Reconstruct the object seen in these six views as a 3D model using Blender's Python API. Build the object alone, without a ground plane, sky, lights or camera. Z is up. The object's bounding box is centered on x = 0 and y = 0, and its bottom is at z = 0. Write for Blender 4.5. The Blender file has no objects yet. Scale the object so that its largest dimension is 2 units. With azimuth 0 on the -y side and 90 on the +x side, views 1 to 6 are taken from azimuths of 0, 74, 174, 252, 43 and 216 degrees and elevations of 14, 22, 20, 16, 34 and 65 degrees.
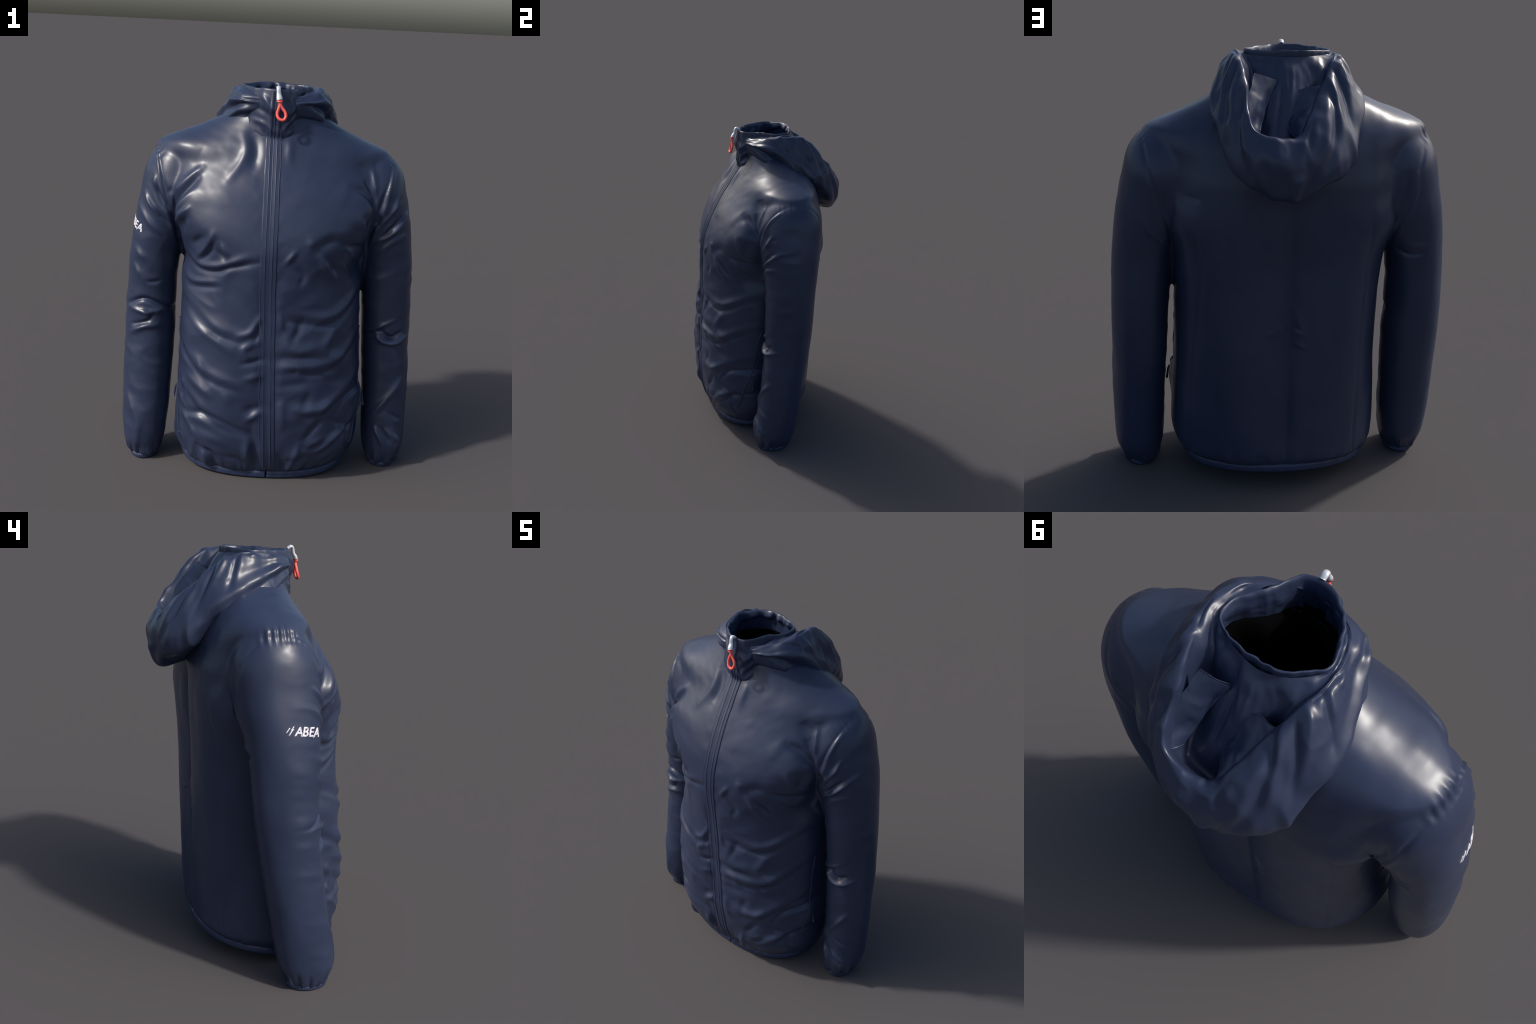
import bpy, bmesh, math, random
import numpy as np
from mathutils import Vector, Matrix
from mathutils.bvhtree import BVHTree

random.seed(7)
rng = np.random.default_rng(7)
scene = bpy.context.scene
interp = np.interp

# ------------------------------------------------------------------ helpers
def smooth_interp(x, xs, ys):
    """Monotone cubic interpolation of a hand-set profile."""
    xs = np.asarray(xs, float); ys = np.asarray(ys, float); x = np.clip(np.asarray(x, float), xs[0], xs[-1])
    d = np.diff(ys) / np.diff(xs)
    m = np.zeros_like(ys); m[0] = d[0]; m[-1] = d[-1]
    for i in range(1, len(xs) - 1):
        m[i] = 0 if d[i - 1] * d[i] <= 0 else 2 * d[i - 1] * d[i] / (d[i - 1] + d[i])
    i = np.clip(np.searchsorted(xs, x) - 1, 0, len(xs) - 2)
    h = xs[i + 1] - xs[i]; t = (x - xs[i]) / h
    return ((2*t**3 - 3*t**2 + 1) * ys[i] + (t**3 - 2*t**2 + t) * h * m[i]
            + (-2*t**3 + 3*t**2) * ys[i + 1] + (t**3 - t**2) * h * m[i + 1])

def catmull(P, n, closed=False):
    """Sample n points evenly on a Catmull-Rom curve through P."""
    P = np.asarray(P, float); k = len(P); out = []
    segs = k if closed else k - 1
    for u in np.linspace(0, segs, n, endpoint=not closed):
        i = min(int(u), segs - 1); t = u - i
        if closed:
            a, b, c, d = P[(i-1) % k], P[i % k], P[(i+1) % k], P[(i+2) % k]
        else:
            a, b, c, d = P[max(i-1, 0)], P[i], P[i+1], P[min(i+2, k-1)]
        out.append(.5 * (2*b + (c-a)*t + (2*a-5*b+4*c-d)*t*t + (3*b-a-3*c+d)*t**3))
    return np.array(out)

def vnoise(p, seed=0):
    """Smooth 3D value noise in -1..1 on an (n,3) array."""
    i = np.floor(p).astype(np.int64); f = p - i; f = f*f*f*(f*(f*6-15)+10)
    def h(a, b, c):
        n = (a*73856093) ^ (b*19349663) ^ (c*83492791) ^ (seed*2654435761)
        n = (n ^ (n >> 13)) * 1274126177 & 0x7fffffff
        n = (n ^ (n >> 16)) * 668265263 & 0x7fffffff
        return (n & 0xffff) / 32767.5 - 1
    x, y, z = i.T; r = 0
    for a in (0, 1):
        for b in (0, 1):
            for c in (0, 1):
                w = (f[:, 0] if a else 1-f[:, 0]) * (f[:, 1] if b else 1-f[:, 1]) * (f[:, 2] if c else 1-f[:, 2])
                r = r + w * h(x+a, y+b, z+c)
    return r

def fbm(p, seed=0, octaves=2):
    return sum(vnoise(p * 2**o + 17.3*o, seed+o) / 2**o for o in range(octaves))

def gauss(d, s):
    return np.exp(-(d / s)**2)

def sstep(a, b, x):
    t = np.clip((x - a) / (b - a), 0, 1); return t*t*(3-2*t)

def fold_field(q, folds, wide=1., extend=0.):
    """Sum of folds in a 2D chart. Each fold: (polyline, width, height).
    The crest tapers to nothing at both ends."""
    out = np.zeros(len(q))
    for line, w, a in folds:
        L = np.asarray(line, float); w = w*wide
        if extend:                                       # let the crest run out softly beyond its marked ends
            e0 = L[0]-L[1]; e1 = L[-1]-L[-2]
            L = np.concatenate([[L[0] + extend*e0/np.linalg.norm(e0)], L, [L[-1] + extend*e1/np.linalg.norm(e1)]])
        lo = L.min(0) - 3*w; hi = L.max(0) + 3*w
        idx = np.where((q[:, 0] > lo[0]) & (q[:, 0] < hi[0]) & (q[:, 1] > lo[1]) & (q[:, 1] < hi[1]))[0]
        if not len(idx): continue
        p = q[idx]
        C = catmull(L, max(8, 6*len(L))) if len(L) > 2 else L
        seg = np.linalg.norm(np.diff(C, axis=0), axis=1); tot = seg.sum(); acc = 0
        best = np.full(len(p), 1e9); par = np.zeros(len(p))
        for i in range(len(C) - 1):
            d = C[i+1] - C[i]; t = np.clip(((p - C[i]) @ d) / max(d @ d, 1e-12), 0, 1)
            dist = np.linalg.norm(p - C[i] - t[:, None]*d, axis=1)
            m = dist < best; best[m] = dist[m]; par[m] = (acc + t[m]*seg[i]) / tot
            acc += seg[i]
        taper = np.sin(np.pi * np.clip(.06 + .88*par, 0, 1))**.7
        out[idx] += a * taper * gauss(best, w)
    return out

def new_mesh(name, verts, faces, smooth=True):
    me = bpy.data.meshes.new(name)
    me.from_pydata([tuple(v) for v in verts], [], [tuple(f) for f in faces])
    me.update()
    if smooth: me.polygons.foreach_set('use_smooth', [True]*len(me.polygons))
    return me

def add(name, me, parent, mat):
    ob = bpy.data.objects.new(name, me); scene.collection.objects.link(ob)
    ob.parent = parent
    if mat is not None:
        me.materials.clear(); me.materials.append(mat)
    return ob

def grid_faces(nu, nv, close_u=False, close_v=False, flip=False):
    F = []
    for i in range(nu if close_u else nu-1):
        for j in range(nv if close_v else nv-1):
            a = i*nv + j; b = ((i+1) % nu)*nv + j; c = ((i+1) % nu)*nv + (j+1) % nv; d = i*nv + (j+1) % nv
            F.append((a, d, c, b) if flip else (a, b, c, d))
    return F

def verts_of(me):
    a = np.empty(len(me.vertices)*3); me.vertices.foreach_get('co', a); return a.reshape(-1, 3)

def normals_of(me):
    a = np.empty(len(me.vertices)*3); me.vertices.foreach_get('normal', a); return a.reshape(-1, 3)

def set_verts(me, v):
    me.vertices.foreach_set('co', v.ravel()); me.update()

def laplacian(me, v, n, lam=.5, weight=None):
    e = np.empty(len(me.edges)*2, np.int64); me.edges.foreach_get('vertices', e); e = e.reshape(-1, 2)
    deg = np.bincount(e.ravel(), minlength=len(v))[:, None].clip(1)
    for _ in range(n):
        s = np.stack([np.bincount(e[:, 0], v[e[:, 1], k], len(v)) + np.bincount(e[:, 1], v[e[:, 0], k], len(v)) for k in range(3)], 1)
        step = lam * (s/deg - v)
        v = v + (step if weight is None else step*weight[:, None])
    return v

def tube(path, radius, n=10, closed=False, flat=(1, 1), caps=True):
    """Sweep an ellipse along a path with parallel transport; radius may vary."""
    P = np.asarray(path, float); k = len(P); r = np.broadcast_to(radius, k)
    T = np.roll(P, -1, 0) - np.roll(P, 1, 0)
    if not closed: T[0] = P[1]-P[0]; T[-1] = P[-1]-P[-2]
    T /= np.linalg.norm(T, axis=1)[:, None]
    ref = np.array([0, -1, .01]); N = ref - T[0]*(ref @ T[0]); N /= np.linalg.norm(N)
    V = []
    for i in range(k):
        N = N - T[i]*(N @ T[i]); N /= np.linalg.norm(N); B = np.cross(T[i], N)
        for j in range(n):
            a = 2*math.pi*j/n
            V.append(P[i] + r[i]*(flat[0]*math.cos(a)*N + flat[1]*math.sin(a)*B))
    F = grid_faces(k, n, closed, True)
    if not closed and caps:
        F += [tuple(range(n))[::-1], tuple(range((k-1)*n, k*n))]
    return V, F

# ---------------------------------------------------------------- materials
def shell_fabric(name, colour, rough=.35, spec=.46, vary=.10):
    """Coated navy wind-breaker cloth: even colour, slightly mottled gloss."""
    m = bpy.data.materials.new(name); m.use_nodes = True
    nt = m.node_tree; b = nt.nodes['Principled BSDF']
    tc = nt.nodes.new('ShaderNodeTexCoord')
    n1 = nt.nodes.new('ShaderNodeTexNoise'); n1.inputs['Scale'].default_value = 5; n1.inputs['Detail'].default_value = 4
    nt.links.new(tc.outputs['Object'], n1.inputs['Vector'])
    ramp = nt.nodes.new('ShaderNodeValToRGB')
    c = np.array(colour)
    ramp.color_ramp.elements[0].position = .3; ramp.color_ramp.elements[1].position = .7
    ramp.color_ramp.elements[0].color = (*(c*(1-vary)), 1)
    ramp.color_ramp.elements[1].color = (*(c*(1+vary)*np.array([1.04, 1, .98])), 1)
    nt.links.new(n1.outputs['Fac'], ramp.inputs['Fac'])
    nt.links.new(ramp.outputs['Color'], b.inputs['Base Color'])
    n2 = nt.nodes.new('ShaderNodeTexNoise'); n2.inputs['Scale'].default_value = 9; n2.inputs['Detail'].default_value = 3
    nt.links.new(tc.outputs['Object'], n2.inputs['Vector'])
    mr = nt.nodes.new('ShaderNodeMapRange'); mr.inputs['To Min'].default_value = rough-.04; mr.inputs['To Max'].default_value = rough+.05
    nt.links.new(n2.outputs['Fac'], mr.inputs['Value']); nt.links.new(mr.outputs['Result'], b.inputs['Roughness'])
    b.inputs['Specular IOR Level'].default_value = spec
    # soft crumple of the thin cloth, too small to model
    n3 = nt.nodes.new('ShaderNodeTexNoise'); n3.inputs['Scale'].default_value = 26; n3.inputs['Detail'].default_value = 2
    nt.links.new(tc.outputs['Object'], n3.inputs['Vector'])
    bp = nt.nodes.new('ShaderNodeBump'); bp.inputs['Strength'].default_value = .02; bp.inputs['Distance'].default_value = .008
    nt.links.new(n3.outputs['Fac'], bp.inputs['Height']); nt.links.new(bp.outputs['Normal'], b.inputs['Normal'])
    return m

def plain(name, colour, rough=.5, spec=.5, metal=0.):
    m = bpy.data.materials.new(name); m.use_nodes = True; nt = m.node_tree; b = nt.nodes['Principled BSDF']
    tc = nt.nodes.new('ShaderNodeTexCoord'); n = nt.nodes.new('ShaderNodeTexNoise'); n.inputs['Scale'].default_value = 40
    nt.links.new(tc.outputs['Object'], n.inputs['Vector'])
    mx = nt.nodes.new('ShaderNodeMix'); mx.data_type = 'RGBA'
    c = np.array(colour); mx.inputs[6].default_value = (*(c*.9), 1); mx.inputs[7].default_value = (*np.minimum(c*1.1, 1), 1)
    nt.links.new(n.outputs['Fac'], mx.inputs[0]); nt.links.new(mx.outputs[2], b.inputs['Base Color'])
    b.inputs['Roughness'].default_value = rough; b.inputs['Specular IOR Level'].default_value = spec; b.inputs['Metallic'].default_value = metal
    return m

NAVY = (.0235, .0340, .0715)
M_SHELL = shell_fabric('navy_shell_fabric', NAVY)
M_TAPE = shell_fabric('navy_zip_tape', (.022, .031, .068), rough=.42)
M_BIND = shell_fabric('navy_binding', (.024, .036, .082), rough=.45)
M_NECK_BLACK = plain('near_black_matte', (.0008, .0009, .0014), .9, .05)
M_CORAL = plain('coral_cord', (.84, .12, .10), .38)
M_SILVER = plain('silver_slider', (.62, .64, .68), .38, .6, .3)
M_PRINT = plain('white_print', (.72, .70, .76), .45)
def wear(m, under):
    """Rub the print away in patches so the cloth shows through."""
    nt = m.node_tree; b = nt.nodes['Principled BSDF']; src = b.inputs['Base Color'].links[0].from_socket
    tc = nt.nodes.new('ShaderNodeTexCoord'); n = nt.nodes.new('ShaderNodeTexNoise'); n.inputs['Scale'].default_value = 90; n.inputs['Detail'].default_value = 3
    nt.links.new(tc.outputs['Object'], n.inputs['Vector'])
    r = nt.nodes.new('ShaderNodeMapRange'); r.inputs['From Min'].default_value = .30; r.inputs['From Max'].default_value = .48; nt.links.new(n.outputs['Fac'], r.inputs['Value'])
    mx = nt.nodes.new('ShaderNodeMix'); mx.data_type = 'RGBA'; mx.inputs[6].default_value = (*under, 1)
    nt.links.new(r.outputs['Result'], mx.inputs[0]); nt.links.new(src, mx.inputs[7]); nt.links.new(mx.outputs[2], b.inputs['Base Color'])
wear(M_PRINT, (.16, .17, .22))

jacket = bpy.data.objects.new('hooded_jacket', None); scene.collection.objects.link(jacket)
jacket['label'] = 'glossy navy hooded windbreaker with coral zip puller'
jacket['category'] = 'jacket'

# --------------------------------------------------- body: torso and sleeves
#  z, half width -x, half width +x, front y, back y, squareness of front and back
TORSO = np.array([
    (.030, .432, .444, -.382, .264, 2.35, 2.3),
    (.060, .450, .464, -.402, .274, 2.45, 2.35),
    (.110, .466, .482, -.424, .282, 2.55, 2.4),
    (.200, .474, .502, -.446, .292, 2.7, 2.25),
    (.400, .464, .496, -.460, .303, 2.75, 2.25),
    (.650, .456, .484, -.460, .306, 2.6, 2.3),
    (.900, .457, .480, -.454, .308, 2.2, 2.45),
    (1.08, .466, .488, -.454, .310, 1.95, 2.6),
    (1.20, .480, .495, -.446, .315, 2.2, 2.75),
    (1.32, .500, .506, -.420, .318, 2.8, 2.9),
    (1.45, .525, .525, -.370, .312, 2.7, 2.8),
    (1.56, .562, .556, -.314, .290, 2.05, 2.5),
    (1.63, .602, .588, -.272, .268, 1.8, 2.4),
    (1.67, .618, .590, -.248, .252, 1.8, 2.3),
    (1.70, .585, .530, -.229, .240, 1.85, 2.25),
    (1.74, .488, .436, -.204, .226, 1.9, 2.25),
    (1.78, .388, .352, -.184, .212, 1.95, 2.25),
    (1.82, .300, .282, -.172, .198, 2.0, 2.2),
    (1.85, .245, .240, -.166, .185, 2.1, 2.1)])
HEM_TILT = .187       # the back hem sits higher than the front

def torso_point(z, a):
    """Point of the torso at height z, angle a (0 = +x, 90 = back)."""
    w0, w1, yf, yb, exf, exb = [smooth_interp(z, TORSO[:, 0], TORSO[:, k]) for k in range(1, 7)]
    yc = smooth_interp(z, [0, .2, 1.0, 1.5, 1.8], [-.10, -.08, -.05, 0, .02])
    ca, sa = math.cos(a), math.sin(a)
    ex = exf if sa < 0 else exb
    k = (abs(ca)**ex + abs(sa)**ex)**(-1/ex)
    x = ca*k*(w1 if ca > 0 else w0); y = yc + sa*k*((yb-yc) if sa > 0 else (yc-yf))
    zz = z + HEM_TILT*(y+.39)*max(0, 1 - z/.35)**2 if z < .35 else z
    return (x, y, zz)

# sleeve rings for +x: centre, lean angle from vertical, half width, half depth
SLEEVE = [((.40, .020, 1.535), 58, .170, .165), ((.445, .020, 1.515), 51, .203, .188), ((.500, .018, 1.458), 38, .199, .200), ((.545, .013, 1.365), 25, .172, .198),
          ((.585, .008, 1.240), 14, .152, .182), ((.614, .000, 1.080), 7, .139, .165), ((.628, -.012, .900), 3, .131, .155),
          ((.640, -.038, .650), 2, .126, .145), ((.652, -.078, .400), 1, .121, .138), ((.656, -.108, .200), 0, .117, .138),
          ((.656, -.120, .110), 0, .110, .132), ((.655, -.124, .065), 0, .096, .117), ((.654, -.127, .032), 0, .083, .105), ((.654, -.129, .010), 0, .069, .093)]

def sleeve_mesh(side):
    C = catmull([r[0] for r in SLEEVE], 90); A = catmull([[r[1], r[2], r[3]] for r in SLEEVE], 90)
    V = []
    n = 72
    for c, (ang, re, ry) in zip(C, A):
        t = math.radians(ang); e = np.array([math.cos(t), 0, math.sin(t)])
        dx = -.018*sstep(1.1, .3, c[2]) if side < 0 else 0.
        dy = (.028*sstep(.9, .25, c[2]) + .010*sstep(.3, .1, c[2]) if side > 0 else 0.) + .010*sstep(1.1, .8, c[2])*sstep(.15, .35, c[2])
        rr = re*(1+.055*sstep(1.0, .6, c[2])*sstep(.12, .3, c[2]) - .06*sstep(.8, 1.15, c[2])*sstep(1.47, 1.32, c[2])) if side < 0 else re*(1-.02*sstep(.8, 1.2, c[2])*sstep(1.47, 1.32, c[2]))
        if side < 0: dy -= .005*sstep(1.1, .8, c[2])*sstep(.15, .35, c[2])
        ry *= 1-.05*sstep(.8, 1.2, c[2])*sstep(1.5, 1.35, c[2])
        for j in range(n):
            a = 2*math.pi*j/n; ca, sa = math.cos(a), math.sin(a)
            k = (abs(ca)**2.05 + abs(sa)**2.05)**(-1/2.05)
            p = c + e*rr*k*ca + np.array([0, ry*k*sa, 0])
            V.append((side*(p[0]+dx), p[1]+dy, p[2] + (.010*sstep(1.4, 1.55, p[2]) if side < 0 else 0)))
    F = grid_faces(len(C), n, False, True, side > 0)
    ends = [tuple(range(n)), tuple(range((len(C)-1)*n, len(C)*n))[::-1]]
    if side < 0: ends = [e[::-1] for e in ends]
    return V, F + ends

def build_body():
    V, F = [], []
    zs = np.linspace(TORSO[0, 0], TORSO[-1, 0], 150); n = 160
    V += [torso_point(z, 2*math.pi*j/n) for z in zs for j in range(n)]
    F += grid_faces(len(zs), n, False, True, True)
    F += [tuple(range(n))[::-1], tuple(range((len(zs)-1)*n, len(zs)*n))]
    for s in (1, -1):
        sv, sf = sleeve_mesh(s); o = len(V); V += sv; F += [tuple(i+o for i in f) for f in sf]
    me = new_mesh('body', V, F)
    bm = bmesh.new(); bm.from_mesh(me); bmesh.ops.recalc_face_normals(bm, faces=bm.faces); bm.to_mesh(me); bm.free()
    ob = bpy.data.objects.new('body', me); scene.collection.objects.link(ob)
    md = ob.modifiers.new('r', 'REMESH'); md.mode = 'VOXEL'; md.voxel_size = .0062
    dg = bpy.context.evaluated_depsgraph_get(); out = bpy.data.meshes.new_from_object(ob.evaluated_get(dg))
    bpy.data.objects.remove(ob)
    v = laplacian(out, verts_of(out), 14)
    # extra softening where sleeve head runs into the shoulder
    w = gauss(np.abs(np.abs(v[:, 0])-.58), .07) * sstep(1.5, 1.62, v[:, 2])
    v = laplacian(out, v, 16, .5, w)
    set_verts(out, v)
    return out

body = build_body()

def seam_x(z, side):
    """|x| of the armhole seam, and below it of the gap between torso and sleeve."""
    return interp(z, [0, .3, .6, .9, 1.05, 1.12, 1.27, 1.5, 1.66, 1.72], [.515, .52, .508, .492, .482, .472, .50, .568, .606, .63]) - (.025*sstep(1.0, .6, z) if side < 0 else 0)

def zip_x(z):
    return smooth_interp(z, [0, .3, .8, 1.2, 1.78, 2.], [.032, .018, -.004, -.016, -.018, -.012])

# ------------------------------------------------------ folds of the cloth
# Charts are plain (x, z) as seen from the front; each fold is (crest line, width, height), valleys negative.
CHEST_FOLDS = [
    ([(-0.388, 1.540), (-0.443, 1.472), (-0.486, 1.390), (-0.492, 1.314)], 0.018, -0.022), ([(-0.365, 1.586), (-0.404, 1.548), (-0.471, 1.481)], 0.016, 0.01),
    ([(-0.414, 1.473), (-0.455, 1.402), (-0.473, 1.312)], 0.014, 0.008), ([(-0.516, 1.472), (-0.530, 1.436)], 0.01, -0.006),
    ([(-0.408, 1.395), (-0.451, 1.346), (-0.485, 1.280)], 0.01, 0.01), ([(-0.420, 1.349), (-0.441, 1.312), (-0.437, 1.266)], 0.011, -0.012),
    ([(-0.339, 1.270), (-0.396, 1.212)], 0.02, -0.01), ([(-0.288, 1.294), (-0.326, 1.208), (-0.371, 1.152)], 0.016, 0.01),
    ([(-0.287, 1.254), (-0.310, 1.191), (-0.355, 1.136)], 0.016, -0.01), ([(-0.251, 1.244), (-0.208, 1.185)], 0.014, 0.009),
    ([(-0.269, 1.207), (-0.227, 1.168)], 0.012, -0.007), ([(-0.434, 1.156), (-0.354, 1.120), (-0.266, 1.128), (-0.191, 1.158), (-0.123, 1.189)], 0.018, 0.01),
    ([(-0.426, 1.112), (-0.342, 1.090), (-0.259, 1.102), (-0.200, 1.132), (-0.058, 1.173)], 0.014, -0.01),
    ([(-0.431, 1.050), (-0.389, 1.020), (-0.257, 1.048)], 0.016, 0.009), ([(-0.399, 0.987), (-0.246, 1.027)], 0.014, -0.007),
    ([(-0.163, 1.749), (-0.147, 1.685), (-0.175, 1.615), (-0.235, 1.541)], 0.022, 0.007), ([(-0.123, 1.751), (-0.101, 1.678), (-0.119, 1.595)], 0.024, -0.009),
    ([(-0.551, 1.640), (-0.476, 1.679), (-0.383, 1.642)], 0.05, 0.006),
    ([(0.483, 1.608), (0.498, 1.535), (0.504, 1.476)], 0.014, 0.012), ([(0.446, 1.556), (0.477, 1.512), (0.508, 1.461)], 0.01, -0.008),
    ([(0.381, 1.529), (0.444, 1.500), (0.492, 1.439), (0.505, 1.366)], 0.018, -0.016), ([(0.325, 1.457), (0.348, 1.510), (0.393, 1.548)], 0.03, 0.003),
    ([(0.409, 1.387), (0.442, 1.325), (0.478, 1.256)], 0.012, 0.007), ([(0.466, 1.382), (0.457, 1.293)], 0.012, -0.008), ([(0.348, 1.258), (0.482, 1.216)], 0.016, -0.008),
    ([(0.365, 1.240), (0.395, 1.202), (0.440, 1.149)], 0.01, 0.007), ([(0.225, 1.240), (0.284, 1.277), (0.358, 1.267)], 0.03, -0.01),
    ([(0.233, 1.200), (0.283, 1.123), (0.320, 1.073)], 0.016, 0.011), ([(0.338, 1.168), (0.399, 1.084)], 0.012, 0.008), ([(0.279, 1.188), (0.331, 1.108)], 0.012, -0.008),
    ([(0.116, 1.234), (0.069, 1.170)], 0.012, 0.008), ([(0.187, 1.294), (0.189, 1.250)], 0.02, 0.006), ([(0.120, 1.147), (0.157, 1.108), (0.145, 1.057)], 0.016, -0.006),
    ([(0.062, 1.741), (0.064, 1.636)], 0.02, 0.006), ([(0.415, 1.644), (0.456, 1.570)], 0.03, -0.008),]
SLEEVE_FOLDS = [
    ([(0.628, 1.468), (0.602, 1.386), (0.552, 1.321)], 0.01, 0.012), ([(0.614, 1.401), (0.558, 1.314)], 0.009, -0.012),
    ([(0.688, 1.375), (0.623, 1.296), (0.535, 1.233)], 0.01, 0.011), ([(0.651, 1.362), (0.567, 1.268)], 0.009, -0.01),
    ([(0.598, 1.597), (0.569, 1.505), (0.524, 1.410)], 0.012, 0.01), ([(0.536, 1.591), (0.538, 1.503), (0.520, 1.400)], 0.012, -0.01),
    ([(0.547, 1.380), (0.524, 1.319)], 0.014, -0.014), ([(0.677, 1.265), (0.607, 1.232), (0.555, 1.174)], 0.014, 0.007),
    ([(-0.656, 1.432), (-0.629, 1.380), (-0.584, 1.328)], 0.01, 0.011), ([(-0.606, 1.523), (-0.598, 1.446)], 0.012, 0.009),
    ([(-0.599, 1.467), (-0.560, 1.398), (-0.508, 1.341)], 0.014, -0.014), ([(-0.609, 1.640), (-0.574, 1.526), (-0.513, 1.384), (-0.487, 1.263)], 0.009, 0.008),
    ([(-0.596, 1.353), (-0.527, 1.276)], 0.009, -0.01), ([(-0.687, 1.356), (-0.637, 1.290), (-0.578, 1.231)], 0.014, 0.008),
    ([(-0.702, 1.139), (-0.649, 1.080)], 0.018, 0.007), ([(-0.670, 1.001), (-0.626, 0.967), (-0.569, 0.973)], 0.01, -0.008),
    ([(-0.700, 1.043), (-0.664, 0.991), (-0.615, 0.962)], 0.012, 0.007), ([(-0.746, 0.825), (-0.639, 0.874), (-0.475, 0.791)], 0.01, -0.013),
    ([(-0.726, 0.816), (-0.630, 0.802), (-0.557, 0.814)], 0.012, 0.01), ([(-0.714, 0.728), (-0.628, 0.756), (-0.593, 0.803)], 0.01, -0.009),
    ([(-0.721, 0.679), (-0.650, 0.724), (-0.576, 0.732)], 0.014, 0.009), ([(-0.652, 0.816), (-0.614, 0.772)], 0.01, 0.007),
    ([(-0.737, 0.369), (-0.665, 0.200), (-0.679, 0.048)], 0.02, 0.006), ([(0.521, 0.728), (0.586, 0.779), (0.665, 0.823)], 0.006, 0.009),
    ([(0.528, 0.718), (0.623, 0.773)], 0.01, -0.007), ([(0.567, 0.741), (0.606, 0.702), (0.675, 0.696), (0.731, 0.724)], 0.01, 0.013),
    ([(0.595, 0.755), (0.650, 0.723), (0.702, 0.755)], 0.01, -0.016), ([(0.563, 0.267), (0.637, 0.370), (0.723, 0.495)], 0.014, 0.009),
    ([(0.594, 0.229), (0.646, 0.137), (0.660, 0.070)], 0.009, 0.009), ([(0.624, 0.234), (0.684, 0.154)], 0.01, -0.009),
    ([(0.663, 0.221), (0.725, 0.155), (0.720, 0.115)], 0.012, 0.01), ([(0.671, 0.316), (0.732, 0.273)], 0.01, -0.007),]
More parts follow.
